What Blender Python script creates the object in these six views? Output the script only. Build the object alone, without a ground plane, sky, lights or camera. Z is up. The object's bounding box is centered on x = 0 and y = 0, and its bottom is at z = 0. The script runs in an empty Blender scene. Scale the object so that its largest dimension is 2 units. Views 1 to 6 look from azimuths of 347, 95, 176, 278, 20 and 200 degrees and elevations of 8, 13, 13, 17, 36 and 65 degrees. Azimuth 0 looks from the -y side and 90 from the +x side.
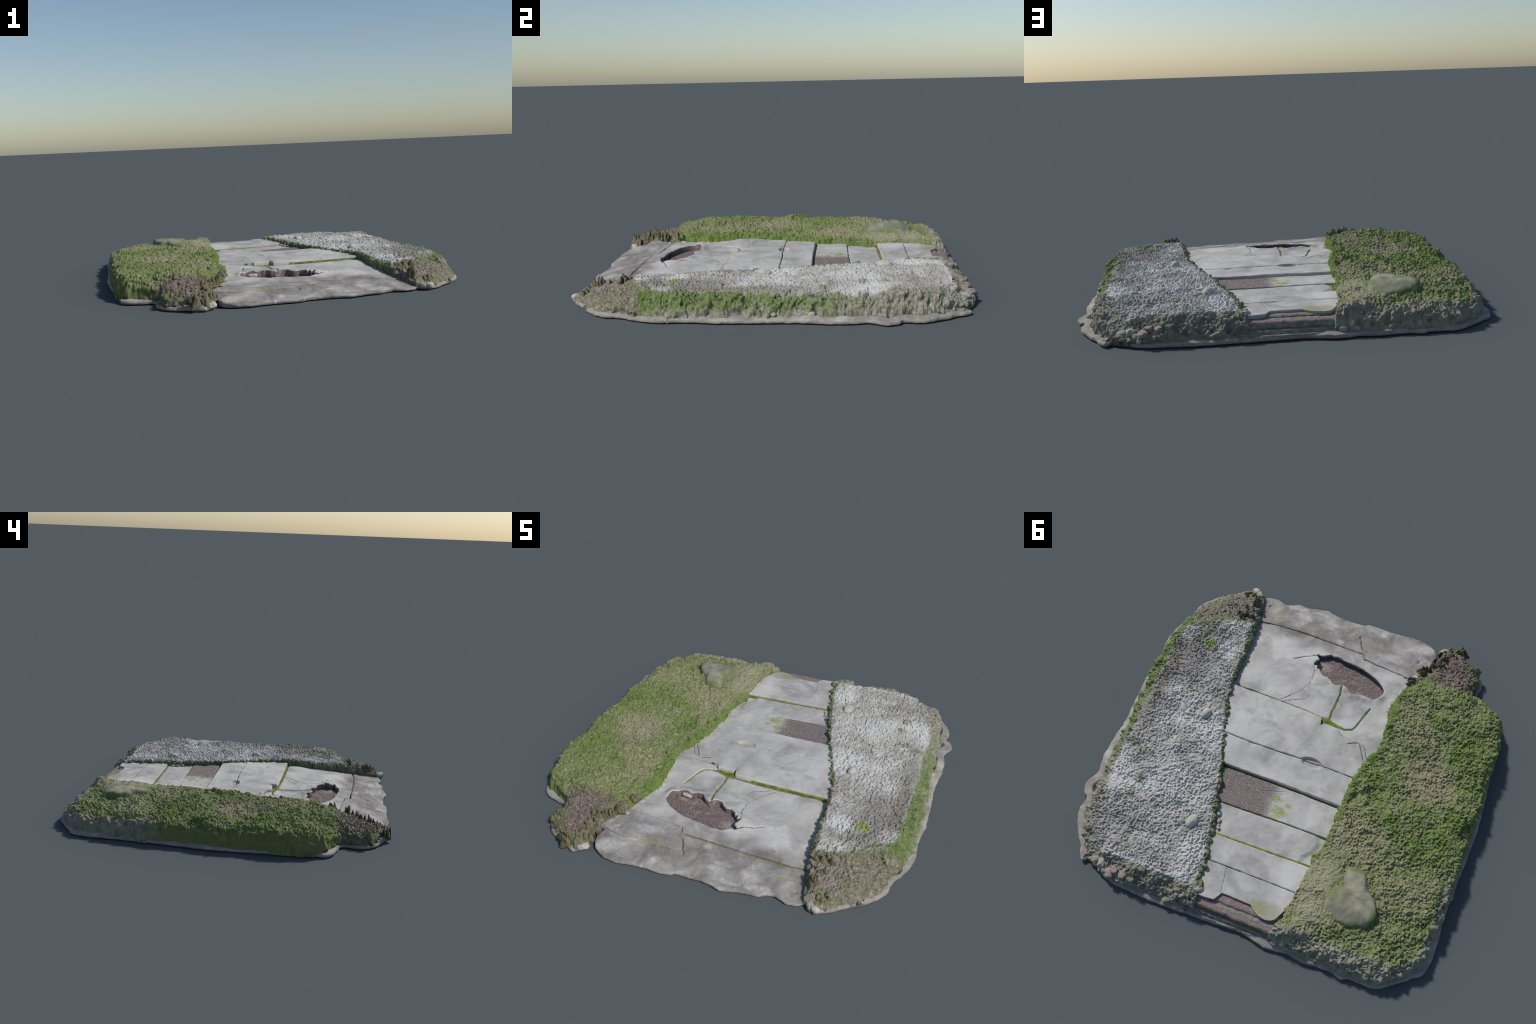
# A weathered path of broken concrete paving slabs lying between two earth banks
# (one mossy, one covered with pale gravelly lichen crust) on a thin rock base.
import bpy, math
import numpy as np

rng = np.random.default_rng(7)

# ------------------------------------------------------------------ noise
_P = np.random.default_rng(11).permutation(256)
_P = np.concatenate([_P, _P, _P])
_G = np.array([[1,1,0],[-1,1,0],[1,-1,0],[-1,-1,0],[1,0,1],[-1,0,1],[1,0,-1],[-1,0,-1],
               [0,1,1],[0,-1,1],[0,1,-1],[0,-1,-1],[1,1,0],[-1,1,0],[0,-1,1],[0,-1,-1]], float)

def perlin(p):
    p = np.asarray(p, float)
    i = np.floor(p).astype(int); f = p - i; i &= 255
    w = f*f*f*(f*(f*6-15)+10)
    out = 0
    for dx in (0, 1):
        wx = w[:, 0] if dx else 1-w[:, 0]
        for dy in (0, 1):
            wy = w[:, 1] if dy else 1-w[:, 1]
            for dz in (0, 1):
                wz = w[:, 2] if dz else 1-w[:, 2]
                g = _G[_P[_P[_P[i[:, 0]+dx]+i[:, 1]+dy]+i[:, 2]+dz] & 15]
                out = out + wx*wy*wz*(g[:, 0]*(f[:, 0]-dx)+g[:, 1]*(f[:, 1]-dy)+g[:, 2]*(f[:, 2]-dz))
    return out

def pn(x, y, z, s, o=0.0):
    x = np.asarray(x, float)
    return perlin(np.stack([x/s+o, np.asarray(y)/s+o*1.7, np.broadcast_to(np.asarray(z, float)/s+o*.6+.37, x.shape)], 1))

def fbm(x, y, z, s, o=0.0, n=3):
    r, a = 0, 1.0
    for k in range(n):
        r = r + a*pn(x, y, z, s*.5**k, o+k*5.3); a *= .5
    return r

def worms(x, y, z, s, o=0.0, w=.14):
    """Rounded wriggling lumps parted by narrow cracks, range about 0..1."""
    wx = x + .5*s*pn(x, y, z, s*1.6, o+3); wy = y + .5*s*pn(x, y, z, s*1.6, o+9)
    a = pn(wx, wy, z, s, o)
    b = pn(wx, wy, z, s*.62, o+21)
    la = 1-np.exp(-(a/w)**2)
    lb = 1-np.exp(-(b/w)**2)
    return la*.74 + lb*.26

def crumbs(x, y, z, o=0.0):
    """irregular crusty relief: wriggling lumps, sharp ridges and grains of mixed size, about -.5..+.5"""
    wx = x+.004*pn(x, y, z, .02, o+50); wy = y+.004*pn(x, y, z, .02, o+55)
    a = pn(wx, wy, z, .0110, o)+.42*pn(wx, wy, z, .0066, o+60)+.55*pn(x, y, z, .021, o+70)
    a = np.tanh(a*2.6)*.5-.06*np.exp(-(a/.1)**2)
    m = np.clip(.95+.7*pn(x, y, z, .085, o+80), .5, 1.4)
    return a*m

def sstep(a, b, x):
    t = np.clip((x-a)/(b-a), 0, 1)
    return t*t*(3-2*t)

def seg_dist(x, y, pts, closed=False):
    """distance to a polyline and the nearest point on it"""
    pts = np.asarray(pts, float)
    if closed: pts = np.vstack([pts, pts[:1]])
    best = np.full(x.shape, 1e9); bx = np.zeros(x.shape); by = np.zeros(x.shape)
    for (ax, ay), (cx, cy) in zip(pts[:-1], pts[1:]):
        ex, ey = cx-ax, cy-ay
        t = np.clip(((x-ax)*ex+(y-ay)*ey)/(ex*ex+ey*ey+1e-12), 0, 1)
        qx, qy = ax+t*ex, ay+t*ey
        d = np.hypot(x-qx, y-qy); m = d < best
        best[m] = d[m]; bx[m] = qx[m]; by[m] = qy[m]
    return best, bx, by

def inside(x, y, pts):
    pts = np.asarray(pts, float); r = np.zeros(x.shape, bool)
    for (ax, ay), (cx, cy) in zip(pts, np.roll(pts, -1, 0)):
        c = ((ay > y) != (cy > y)) & (x < (cx-ax)*(y-ay)/(cy-ay+1e-15)+ax)
        r ^= c
    return r

def smooth_line(pts, step, closed=False):
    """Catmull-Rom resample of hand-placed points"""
    p = np.asarray(pts, float); n = len(p); out = []
    for k in range(n if closed else n-1):
        if closed: a, b, c, d = p[(k-1) % n], p[k], p[(k+1) % n], p[(k+2) % n]
        else: a, b, c, d = p[max(k-1, 0)], p[k], p[k+1], p[min(k+2, n-1)]
        m = max(1, int(np.linalg.norm(c-b)/step))
        for t in np.arange(m)/m:
            out.append(.5*((2*b)+(c-a)*t+(2*a-5*b+4*c-d)*t*t+(-a+3*b-3*c+d)*t**3))
    if not closed: out.append(p[-1])
    return np.array(out)

# ------------------------------------------------------------------ node helpers
class Mat:
    def __init__(s, name, rough=.9, spec=.25):
        s.m = bpy.data.materials.new(name); s.m.use_nodes = True
        s.t = s.m.node_tree; s.b = s.t.nodes['Principled BSDF']
        s.b.inputs['Roughness'].default_value = rough
        s.b.inputs['Specular IOR Level'].default_value = spec
        s.co = s.t.nodes.new('ShaderNodeTexCoord').outputs['Object']
        sep = s.t.nodes.new('ShaderNodeSeparateXYZ'); s.t.links.new(s.co, sep.inputs[0])
        s.x, s.y, s.z = sep.outputs
    def _set(s, sock, v):
        if isinstance(v, bpy.types.NodeSocket): s.t.links.new(v, sock)
        elif isinstance(v, (tuple, list)) and len(v) == 3 and sock.type == 'RGBA': sock.default_value = (*v, 1)
        else: sock.default_value = v
    def noise(s, scale, detail=4, rough=.6, dist=0., off=(0, 0, 0), stretch=(1, 1, 1)):
        mp = s.t.nodes.new('ShaderNodeMapping'); s.t.links.new(s.co, mp.inputs[0])
        mp.inputs['Location'].default_value = off; mp.inputs['Scale'].default_value = stretch
        n = s.t.nodes.new('ShaderNodeTexNoise'); s.t.links.new(mp.outputs[0], n.inputs['Vector'])
        n.inputs['Scale'].default_value = scale; n.inputs['Detail'].default_value = detail
        n.inputs['Roughness'].default_value = rough; n.inputs['Distortion'].default_value = dist
        return n.outputs['Fac']
    def voro(s, scale, feat='F1', off=(0, 0, 0)):
        mp = s.t.nodes.new('ShaderNodeMapping'); s.t.links.new(s.co, mp.inputs[0]); mp.inputs['Location'].default_value = off
        n = s.t.nodes.new('ShaderNodeTexVoronoi'); n.feature = feat; s.t.links.new(mp.outputs[0], n.inputs['Vector'])
        n.inputs['Scale'].default_value = scale
        return n.outputs['Distance']
    def math(s, op, a, b=0., c=0., clamp=False):
        n = s.t.nodes.new('ShaderNodeMath'); n.operation = op; n.use_clamp = clamp
        s._set(n.inputs[0], a); s._set(n.inputs[1], b); s._set(n.inputs[2], c)
        return n.outputs[0]
    def rng(s, v, a, b, lo=0., hi=1.):
        n = s.t.nodes.new('ShaderNodeMapRange'); n.interpolation_type = 'SMOOTHSTEP'
        s._set(n.inputs['Value'], v)
        n.inputs['From Min'].default_value = min(a, b); n.inputs['From Max'].default_value = max(a, b)
        n.inputs['To Min'].default_value = lo if a < b else hi; n.inputs['To Max'].default_value = hi if a < b else lo
        return n.outputs['Result']
    def mix(s, f, a, b, mode='MIX'):
        n = s.t.nodes.new('ShaderNodeMix'); n.data_type = 'RGBA'; n.blend_type = mode
        s._set(n.inputs[0], f); s._set(n.inputs[6], a); s._set(n.inputs[7], b)
        return n.outputs[2]
    def ramp(s, f, stops):
        n = s.t.nodes.new('ShaderNodeValToRGB'); s.t.links.new(f, n.inputs[0]); e = n.color_ramp.elements
        while len(e) < len(stops): e.new(.5)
        for k, (p, c) in zip(e, stops): k.position = p; k.color = (*c, 1)
        return n.outputs[0]
    def curve(s, v, pts, lo, hi):
        """piecewise-linear function of a coordinate, given as (in, out) points between lo and hi"""
        t = s.math('DIVIDE', s.math('SUBTRACT', v, lo), hi-lo)
        n = s.t.nodes.new('ShaderNodeFloatCurve'); c = n.mapping.curves[0]
        for k, (a, b) in enumerate(pts):
            a = (a-lo)/(hi-lo); b = b*.5+.5
            if k == 0: c.points[0].location = (a, b)
            elif k == len(pts)-1: c.points[len(c.points)-1].location = (a, b)
            else: c.points.new(a, b)
        for q in c.points: q.handle_type = 'VECTOR'
        n.mapping.update()
        s._set(n.inputs['Value'], t)
        return s.math('MULTIPLY', s.math('SUBTRACT', n.outputs[0], .5), 2.)
    def blob(s, x, y, rx, ry, amount=.35, scale=14, ang=0., soft=.5):
        """soft irregular patch centred at x, y"""
        dx = s.math('SUBTRACT', s.x, x); dy = s.math('SUBTRACT', s.y, y)
        ca, sa = math.cos(ang), math.sin(ang)
        ex = s.math('DIVIDE', s.math('ADD', s.math('MULTIPLY', dx, ca), s.math('MULTIPLY', dy, sa)), rx)
        ey = s.math('DIVIDE', s.math('SUBTRACT', s.math('MULTIPLY', dy, ca), s.math('MULTIPLY', dx, sa)), ry)
        r = s.math('SQRT', s.math('ADD', s.math('MULTIPLY', ex, ex), s.math('MULTIPLY', ey, ey)))
        n = s.math('MULTIPLY', s.math('SUBTRACT', s.noise(scale, 5, .65, off=(x*3, y*3, 1)), .5), amount*4)
        return s.rng(s.math('ADD', r, n), 1+soft, 1-soft)
    def most(s, *fs):
        r = fs[0]
        for f in fs[1:]: r = s.math('MAXIMUM', r, f)
        return r
    def done(s, col, bump=None, strength=.3, dist=.002):
        s._set(s.b.inputs['Base Color'], col)
        if bump is not None:
            n = s.t.nodes.new('ShaderNodeBump'); n.inputs['Strength'].default_value = strength; n.inputs['Distance'].default_value = dist
            s.t.links.new(bump, n.inputs['Height']); s.t.links.new(n.outputs[0], s.b.inputs['Normal'])
        return s.m

# ------------------------------------------------------------------ mesh helpers
def make(name, verts, faces, mat, parent, smooth=True, kind=None):
    me = bpy.data.meshes.new(name)
    verts = np.asarray(verts, np.float32)
    if isinstance(faces, np.ndarray):
        k = faces.shape[1]
        me.vertices.add(len(verts)); me.vertices.foreach_set('co', verts.ravel())
        me.loops.add(faces.size); me.loops.foreach_set('vertex_index', faces.astype(np.int32).ravel())
        me.polygons.add(len(faces)); me.polygons.foreach_set('loop_start', np.arange(0, faces.size, k, dtype=np.int32))
        me.update(calc_edges=True); me.validate()
    else:
        me.from_pydata(verts.tolist(), [], faces)
    me.polygons.foreach_set('use_smooth', np.full(len(me.polygons), smooth))
    me.materials.append(mat)
    ob = bpy.data.objects.new(name, me); bpy.context.collection.objects.link(ob)
    ob.parent = parent
    if kind: ob['kind'] = kind
    return ob

def drop_border(verts, faces, zfun, inset=0.0):
    """extrude every open border of a quad sheet downwards, giving the sheet real thickness"""
    e = np.concatenate([faces[:, [0, 1]], faces[:, [1, 2]], faces[:, [2, 3]], faces[:, [3, 0]]])
    key = np.sort(e, 1); key = key[:, 0].astype(np.int64)*len(verts)+key[:, 1]
    _, idx, cnt = np.unique(key, return_index=True, return_counts=True)
    b = e[idx[cnt == 1]]
    ids = np.unique(b); new = -np.ones(len(verts), int); new[ids] = len(verts)+np.arange(len(ids))
    low = verts[ids].copy()
    if inset:
        nrm = np.zeros((len(verts), 2)); d = verts[b[:, 1], :2]-verts[b[:, 0], :2]
        o = np.stack([-d[:, 1], d[:, 0]], 1)
        np.add.at(nrm, b[:, 0], o); np.add.at(nrm, b[:, 1], o)
        nn = nrm[ids]; nn /= np.linalg.norm(nn, axis=1)[:, None]+1e-9
        low[:, :2] += nn*inset
    low[:, 2] = np.minimum(low[:, 2]-.0005, zfun(low[:, 0], low[:, 1]))
    q = np.stack([b[:, 1], b[:, 0], new[b[:, 0]], new[b[:, 1]]], 1)
    return np.vstack([verts, low]), np.vstack([faces, q])

def grid_faces(nu, nv):
    i = np.arange(nu*nv).reshape(nv, nu)
    return np.stack([i[:-1, :-1], i[:-1, 1:], i[1:, 1:], i[1:, :-1]], -1).reshape(-1, 4)

def compact(verts, faces):
    u, inv = np.unique(faces, return_inverse=True)
    return verts[u], inv.reshape(faces.shape)

# ------------------------------------------------------------------ layout curves (plan view, metres)
GRAVEL_IN = [(.572,-.90),(.558,-.80),(.530,-.69),(.512,-.542),(.494,-.299),(.489,-.256),(.482,-.206),(.470,-.14),(.437,-.053),(.408,.051),
             (.352,.206),(.302,.373),(.275,.48),(.246,.576),(.226,.674),(.213,.746),(.196,.839),(.19,.90),(.19,.957)]
GRAVEL_OUT = [(.572,-.90),(.60,-.928),(.632,-.945),(.66,-.933),(.70,-.908),(.755,-.862),(.83,-.80),(.88,-.73),(.893,-.65),(.920,-.58),
              (.944,-.5),(.957,-.4),(.955,-.2),(.947,0),(.93,.2),(.925,.4),(.915,.55),(.893,.66),(.882,.755),(.838,.845),(.79,.89),
              (.735,.925),(.66,.953),(.55,.962),(.4,.962),(.3,.96),(.19,.957)]
MOSS_IN = [(-.516,-.945),(-.516,-.88),(-.494,-.80),(-.426,-.67),(-.380,-.56),(-.357,-.45),(-.362,-.31),(-.376,-.187),(-.350,-.129),(-.329,-.059),
           (-.301,.065),(-.291,.241),(-.288,.395),(-.266,.498),(-.257,.603),(-.240,.728),(-.231,.84),(-.206,.90),(-.20,.955)]
MOSS_OUT = [(-.516,-.945),(-.53,-.955),(-.56,-.975),(-.60,-.955),(-.66,-.92),(-.72,-.885),(-.755,-.84),(-.762,-.79),(-.745,-.74),(-.765,-.70),
            (-.81,-.675),(-.875,-.645),(-.925,-.605),(-.958,-.53),(-.966,-.42),(-.968,-.2),(-.972,0),(-.955,.13),(-.955,.25),(-.962,.45),(-.948,.56),(-.935,.7),
            (-.915,.80),(-.86,.875),(-.80,.925),(-.74,.96),(-.66,.968),(-.58,.972),(-.5,.965),(-.4,.968),(-.3,.962),(-.20,.955)]
BASE = [(.585,-.89),(.60,-.935),(.632,-.952),(.664,-.941),(.703,-.920),(.759,-.874),(.845,-.809),(.905,-.73),(.917,-.655),(.945,-.59),
        (.972,-.515),(.985,-.441),(.975,-.345),(.985,-.19),(.98,-.05),(.972,.08),(.975,.2),(.982,.301),(.978,.40),(.963,.465),(.990,.53),
        (.99,.565),(.975,.60),(.952,.618),(.957,.68),(.943,.735),(.896,.815),(.862,.856),(.838,.905),(.808,.931),(.771,.895),(.733,.926),
        (.675,.965),(.568,.985),(.463,.99),(.328,.99),(.216,.985),(.105,.981),(-.025,.972),(-.12,.982),(-.21,.998),(-.308,.984),
        (-.395,.994),(-.512,.985),(-.58,.999),(-.623,.983),(-.694,.987),(-.749,.982),(-.82,.937),(-.879,.888),(-.95,.82),(-.965,.7),
        (-.962,.55),(-.965,.461),(-.98,.235),(-.992,.004),(-.978,-.26),(-.96,-.45),(-.95,-.57),(-.955,-.615),(-.92,-.66),(-.86,-.683),
        (-.80,-.70),(-.776,-.735),(-.788,-.80),(-.775,-.85),(-.733,-.906),(-.673,-.937),(-.60,-.975),(-.56,-.99),(-.534,-.962),
        (-.512,-.945),(-.514,-.88),(-.49,-.80),(-.42,-.79),(-.2,-.80),(.1,-.80),(.4,-.79),(.55,-.82)]
HOLE = [(.134,-.622),(.106,-.628),(.085,-.64),(.061,-.655),(.045,-.650),(.018,-.655),(-.02,-.646),(-.07,-.640),(-.11,-.633),(-.15,-.625),
        (-.189,-.610),(-.225,-.592),(-.256,-.572),(-.28,-.547),(-.288,-.525),(-.277,-.487),(-.240,-.457),(-.205,-.455),(-.180,-.462),(-.128,-.446),
        (-.100,-.472),(-.070,-.485),(-.040,-.470),(-.012,-.470),(.010,-.49),(.030,-.503),(.057,-.504),(.085,-.525),(.090,-.537),(.104,-.535),(.108,-.556),
        (.128,-.552),(.124,-.576),(.112,-.598)]

# gentle height field of the trodden path: rows run from the front, columns from the moss side to the gravel side
_PX = np.array([-.52, -.1, .3, .58])
_PY = np.array([-.99, -.93, -.85, -.73, -.6, -.4, -.262])
_PZ = np.array([[.016,.016,.014,.008],[.034,.030,.026,.016],[.048,.047,.042,.026],[.060,.066,.059,.040],
                [.074,.083,.072,.052],[.084,.087,.074,.066],[.089,.082,.080,.078]])
def zfront(x, y):
    i = np.clip(np.searchsorted(_PY, y)-1, 0, len(_PY)-2); j = np.clip(np.searchsorted(_PX, x)-1, 0, len(_PX)-2)
    v = np.clip((y-_PY[i])/(_PY[i+1]-_PY[i]), 0, 1); u = np.clip((x-_PX[j])/(_PX[j+1]-_PX[j]), 0, 1)
    u = u*u*(3-2*u)*.5+u*.5
    return (_PZ[i, j]*(1-u)+_PZ[i, j+1]*u)*(1-v)+(_PZ[i+1, j]*(1-u)+_PZ[i+1, j+1]*u)*v
_LY = [-.262, -.26, .032, .204, .207, .396, .398, .562, .565, .714, .9]
_LZ = [.096, .097, .104, .100, .087, .085, .084, .084, .098, .102, .100]
def zpath(x, y):
    return np.where(y < -.262, zfront(x, y), np.interp(y, _LY, _LZ))

# ------------------------------------------------------------------ materials
MT = [(-.41,.02,.03),(-.45,.10,.02),(-.80,-.30,.035),(-.62,-.42,.03),(-.80,.22,.03),(-.87,.10,.03),(-.70,.30,.03),(-.56,.20,.025),(-.85,-.05,.03),(-.76,.74,.04),(-.83,.62,.03),(-.57,.83,.03),(-.45,-.55,.03),(-.70,-.58,.03)]
def mat_slab():
    m = Mat('weathered_concrete', .92, .15)
    big = m.noise(4.2, 6, .6, .5); mid = m.noise(11, 5, .6, .3, off=(4, 2, 0))
    c = m.ramp(big, [(.32, (.25,.24,.225)), (.44, (.375,.362,.34)), (.56, (.475,.46,.435)), (.68, (.54,.525,.50))])
    c = m.mix(m.rng(mid, .35, .7, 0, .4), c, (.545,.53,.505))
    c = m.mix(m.rng(m.noise(6, 6, .6, .6, off=(9, 1, 3), stretch=(1, 1.15, 1)), .53, .70, 0, .6), c, (.275,.265,.245))
    # worn, purplish grey and blotched towards the low front end
    front = m.rng(m.math('ADD', m.y, m.math('MULTIPLY', m.math('SUBTRACT', m.noise(6, 4, off=(2, 2, 2)), .5), .22)), -.60, -.74)
    f = m.ramp(m.noise(7, 7, .7, .5, off=(1, 7, 2)), [(.34, (.165,.15,.136)), (.47, (.245,.226,.21)), (.57, (.325,.308,.288)), (.68, (.51,.495,.47))])
    f = m.mix(m.rng(m.noise(190, 2, .7), .60, .72, 0, .45), f, (.52,.51,.50))
    f = m.mix(m.rng(m.noise(120, 2, .7, off=(3, 3, 3)), .58, .70, 0, .45), f, (.15,.135,.135))
    c = m.mix(front, c, f)
    white = m.most(m.blob(.352,-.655,.035,.028), m.blob(.30,-.87,.05,.03), m.blob(-.27,-.765,.075,.028), m.blob(-.42,-.915,.045,.035), m.blob(-.27,-.765,.05,.02),
                   m.blob(.14,-.88,.045,.018), m.blob(.05,-.77,.02,.015), m.blob(.36,-.92,.06,.02), m.blob(.21,-.93,.06,.012))
    c = m.mix(m.math('MULTIPLY', white, m.rng(m.noise(34,6,.65),.3,.7,.15,.6)), c, (.60,.59,.565))
    c = m.mix(m.math('MULTIPLY', m.blob(.348,-.695,.011,.008, .15, 40), .6), c, (.2,.19,.19))
    # brown skin left on the slab behind the step, then lichen
    br = m.math('MULTIPLY', m.math('MULTIPLY', m.rng(m.y, .198, .206), m.rng(m.y, .405, .396)),
                m.rng(m.math('ADD', m.x, m.math('MULTIPLY', m.math('SUBTRACT', m.noise(16, 6, .7), .5), .16)), -.005, .075))
    brc = m.ramp(m.noise(240, 3, .7), [(.38, (.11,.085,.08)), (.52, (.20,.165,.155)), (.66, (.40,.36,.33))])
    c = m.mix(br, c, brc)
    green = m.most(m.math('MULTIPLY', m.blob(-.01,.345,.045,.03, .5, 22), .8), m.math('MULTIPLY', m.blob(.02,.285,.03,.016, .6, 26), .8),
                   m.math('MULTIPLY', m.blob(-.045,.30,.018,.012, .6, 30), .7), m.math('MULTIPLY', m.blob(.005,.39,.02,.018, .6, 30), .6),
                   m.math('MULTIPLY', m.blob(.442,-.828,.035,.014, .6, 30), .55), m.math('MULTIPLY', m.blob(-.10,.845,.035,.03, .5, 20), .7))
    green = m.math('MULTIPLY', green, m.rng(m.noise(70, 4, .7), .36, .5))
    c = m.mix(green, c, (.23,.29,.045))
    c = m.mix(m.math('MULTIPLY', m.blob(-.14,.85,.08,.05, .35, 16), .55), c, (.27,.28,.15))
    c = m.mix(m.math('MULTIPLY', m.blob(-.21,-.835,.07,.006, .5, 30), .6), c, (.33,.26,.14))
    b = m.math('ADD', m.noise(170, 4, .7), m.math('MULTIPLY', m.noise(45, 4, .6), .8))
    return m.done(c, b, .12, .0015)

def mat_bed():
    m = Mat('crumbly_brown_subbase', .95, .15)
    c = m.ramp(m.noise(150, 4, .75), [(.34, (.075,.055,.052)), (.48, (.165,.125,.12)), (.6, (.22,.18,.17)), (.72, (.50,.45,.41))])
    pale = m.rng(m.noise(18, 6, .75), .50, .66, 0, .6)
    pale = m.math('MAXIMUM', pale, m.math('MULTIPLY', m.blob(.075,-.585,.035,.03, .5, 25), .7))
    c = m.mix(pale, c, m.mix(m.rng(m.noise(160, 2), .4, .6), (.5,.45,.40), (.24,.2,.18)))
    c = m.mix(m.rng(m.math('ADD', m.y, m.math('MULTIPLY', m.noise(30, 3), .01)), .6, .8, 0, .6), c, m.mix(m.noise(120, 3, .7), (.20,.13,.115), (.34,.25,.22)))
    return m.done(c, m.noise(160, 4, .7), .5, .002)

def mat_jointmoss():
    m = Mat('joint_moss', .95, .1)
    c = m.ramp(m.noise(40, 5, .7), [(.35, (.075,.085,.02)), (.5, (.17,.21,.035)), (.7, (.26,.30,.08))])
    c = m.mix(m.rng(m.noise(22, 4, .6, off=(1, 5, 0)), .5, .6, 0, .7), c, (.13,.105,.06))
    return m.done(c, m.noise(120, 3, .7), .6, .003)

def mat_moss():
    m = Mat('moss_and_dry_thatch', .95, .12)
    n1 = m.noise(5.5, 6, .68, .5); n2 = m.noise(24, 5, .7, .4, off=(3, 1, 2)); n3 = m.noise(85, 4, .7, off=(5, 5, 1))
    n4 = m.noise(66, 5, .75, .6, off=(2, 9, 4))
    tan = m.ramp(n3, [(.3, (.155,.148,.082)), (.5, (.25,.24,.142)), (.7, (.345,.335,.225))])
    tan = m.mix(m.rng(n4, .58, .68, 0, .5), tan, (.32,.245,.19))
    grn = m.ramp(m.math('ADD', m.math('MULTIPLY', n3, .5), m.math('MULTIPLY', n2, .5)),
                 [(.34, (.055,.085,.022)), (.48, (.125,.175,.050)), (.62, (.19,.235,.09)), (.74, (.28,.295,.155))])
    mask = m.math('ADD', m.math('MULTIPLY', n1, .42), m.math('ADD', m.math('MULTIPLY', n2, .45), m.math('MULTIPLY', n4, 1.08)))
    bare = m.most(m.math('MULTIPLY', m.blob(-.66,-.07,.13,.13, .3, 9), .9), m.math('MULTIPLY', m.blob(-.43,.36,.13,.14, .3, 9), 1.),
                  m.math('MULTIPLY', m.blob(-.31,.66,.06,.2, .3, 12), .8), m.math('MULTIPLY', m.blob(-.37,.80,.10,.07, .3, 12), .5),
                  m.math('MULTIPLY', m.blob(-.72,.55,.13,.22, .4, 9), .45), m.math('MULTIPLY', m.blob(-.52,-.40,.10,.16, .4, 9), .45))
    # distance from the path edge: the bank side over the slabs is lush green
    xin = m.curve(m.y, [(-1,-.50),(-.8,-.46),(-.55,-.365),(-.2,-.37),(.06,-.30),(.5,-.265),(1,-.2)], -1., 1.)
    dx = m.math('SUBTRACT', xin, m.x)
    dn = m.math('ADD', dx, m.math('MULTIPLY', m.math('SUBTRACT', n2, .5), .07))
    lush = m.math('MULTIPLY', m.rng(dn, .06, .0), m.rng(m.y, .66, .40))
    tufts = m.most(*[m.blob(cx, cy, rr*1.6, rr*1.4, .4, 18) for cx, cy, rr in MT[:8]])
    westg = m.math('MULTIPLY', m.rng(m.x, -.60, -.84), m.rng(m.y, .62, .35))
    g = m.math('ADD', m.math('ADD', m.math('MULTIPLY', westg, .035), m.math('ADD', m.math('SUBTRACT', mask, m.math('MULTIPLY', bare, .15)), m.math('MULTIPLY', lush, .17))), m.math('MULTIPLY', tufts, .16))
    c = m.mix(m.rng(g, .83, 1.08), tan, grn)
    c = m.mix(m.math('MULTIPLY', m.rng(dn, .035, .0), m.rng(m.y, .62, .45, 0, .55)), c, m.mix(n3, (.075,.13,.02), (.19,.25,.075)))
    # bare pinkish thatch
    c = m.mix(m.math('MULTIPLY', m.math('MULTIPLY', m.blob(-.66,-.08,.11,.12, .35, 10), m.rng(n4, .4, .6)), .6), c, (.30,.24,.175))
    c = m.mix(m.math('MULTIPLY', m.blob(-.34,.68,.07,.2, .3, 14), .35), c, (.37,.34,.26))
    # earthy flanks at the back and on the outer side
    yn = m.math('ADD', m.y, m.math('MULTIPLY', m.math('SUBTRACT', n2, .5), .06))
    back = m.rng(yn, .865, .90)
    xn = m.math('ADD', m.x, m.math('MULTIPLY', m.math('SUBTRACT', n2, .5), .05))
    xw = m.curve(m.y, [(-1,-.70),(-.66,-.80),(-.6,-.895),(-.4,-.925),(0,-.945),(.2,-.935),(.55,-.91),(.7,-.905),(.8,-.88),(.9,-.78),(1,-.7)], -1., 1.)
    wn = m.math('ADD', m.math('SUBTRACT', xw, m.x), m.math('MULTIPLY', m.math('SUBTRACT', n2, .5), .05))
    west = m.math('MULTIPLY', m.rng(wn, -.015, .012), m.rng(m.y, .25, .45))
    earth = m.ramp(m.noise(30, 5, .7, off=(8, 0, 0)), [(.3, (.17,.165,.115)), (.5, (.26,.25,.19)), (.7, (.34,.33,.27))])
    earth = m.mix(m.rng(m.noise(11, 4, .6, off=(2, 8, 1)), .58, .70, 0, .45), earth, (.20,.25,.07))
    c = m.mix(m.most(back, west), c, earth)
    wmoss = m.math('MULTIPLY', m.rng(wn, -.015, .012), m.rng(m.y, .40, .25))
    c = m.mix(m.math('MULTIPLY', wmoss, .75), c, m.mix(n2, (.12,.16,.03), (.24,.25,.12)))
    # dry, dark trampled end in front
    kn = m.math('ADD', m.y, m.math('MULTIPLY', m.math('SUBTRACT', n2, .5), .06))
    knob = m.rng(kn, -.645, -.675)
    kc = m.ramp(m.math('ADD', m.math('MULTIPLY', n3, .5), m.math('MULTIPLY', n4, .5)), [(.36, (.085,.078,.045)), (.5, (.165,.152,.098)), (.64, (.26,.245,.175))])
    kc = m.mix(m.rng(n2, .55, .66, 0, .5), kc, (.17,.22,.05))
    top = m.most(m.blob(-.61,-.75,.095,.075, .3, 16), m.blob(-.60,-.86,.065,.06, .3, 16))
    kc = m.mix(m.math('MULTIPLY', top, .85), kc, m.ramp(n3, [(.35, (.10,.075,.068)), (.52, (.18,.14,.125)), (.7, (.33,.28,.24))]))
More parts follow.
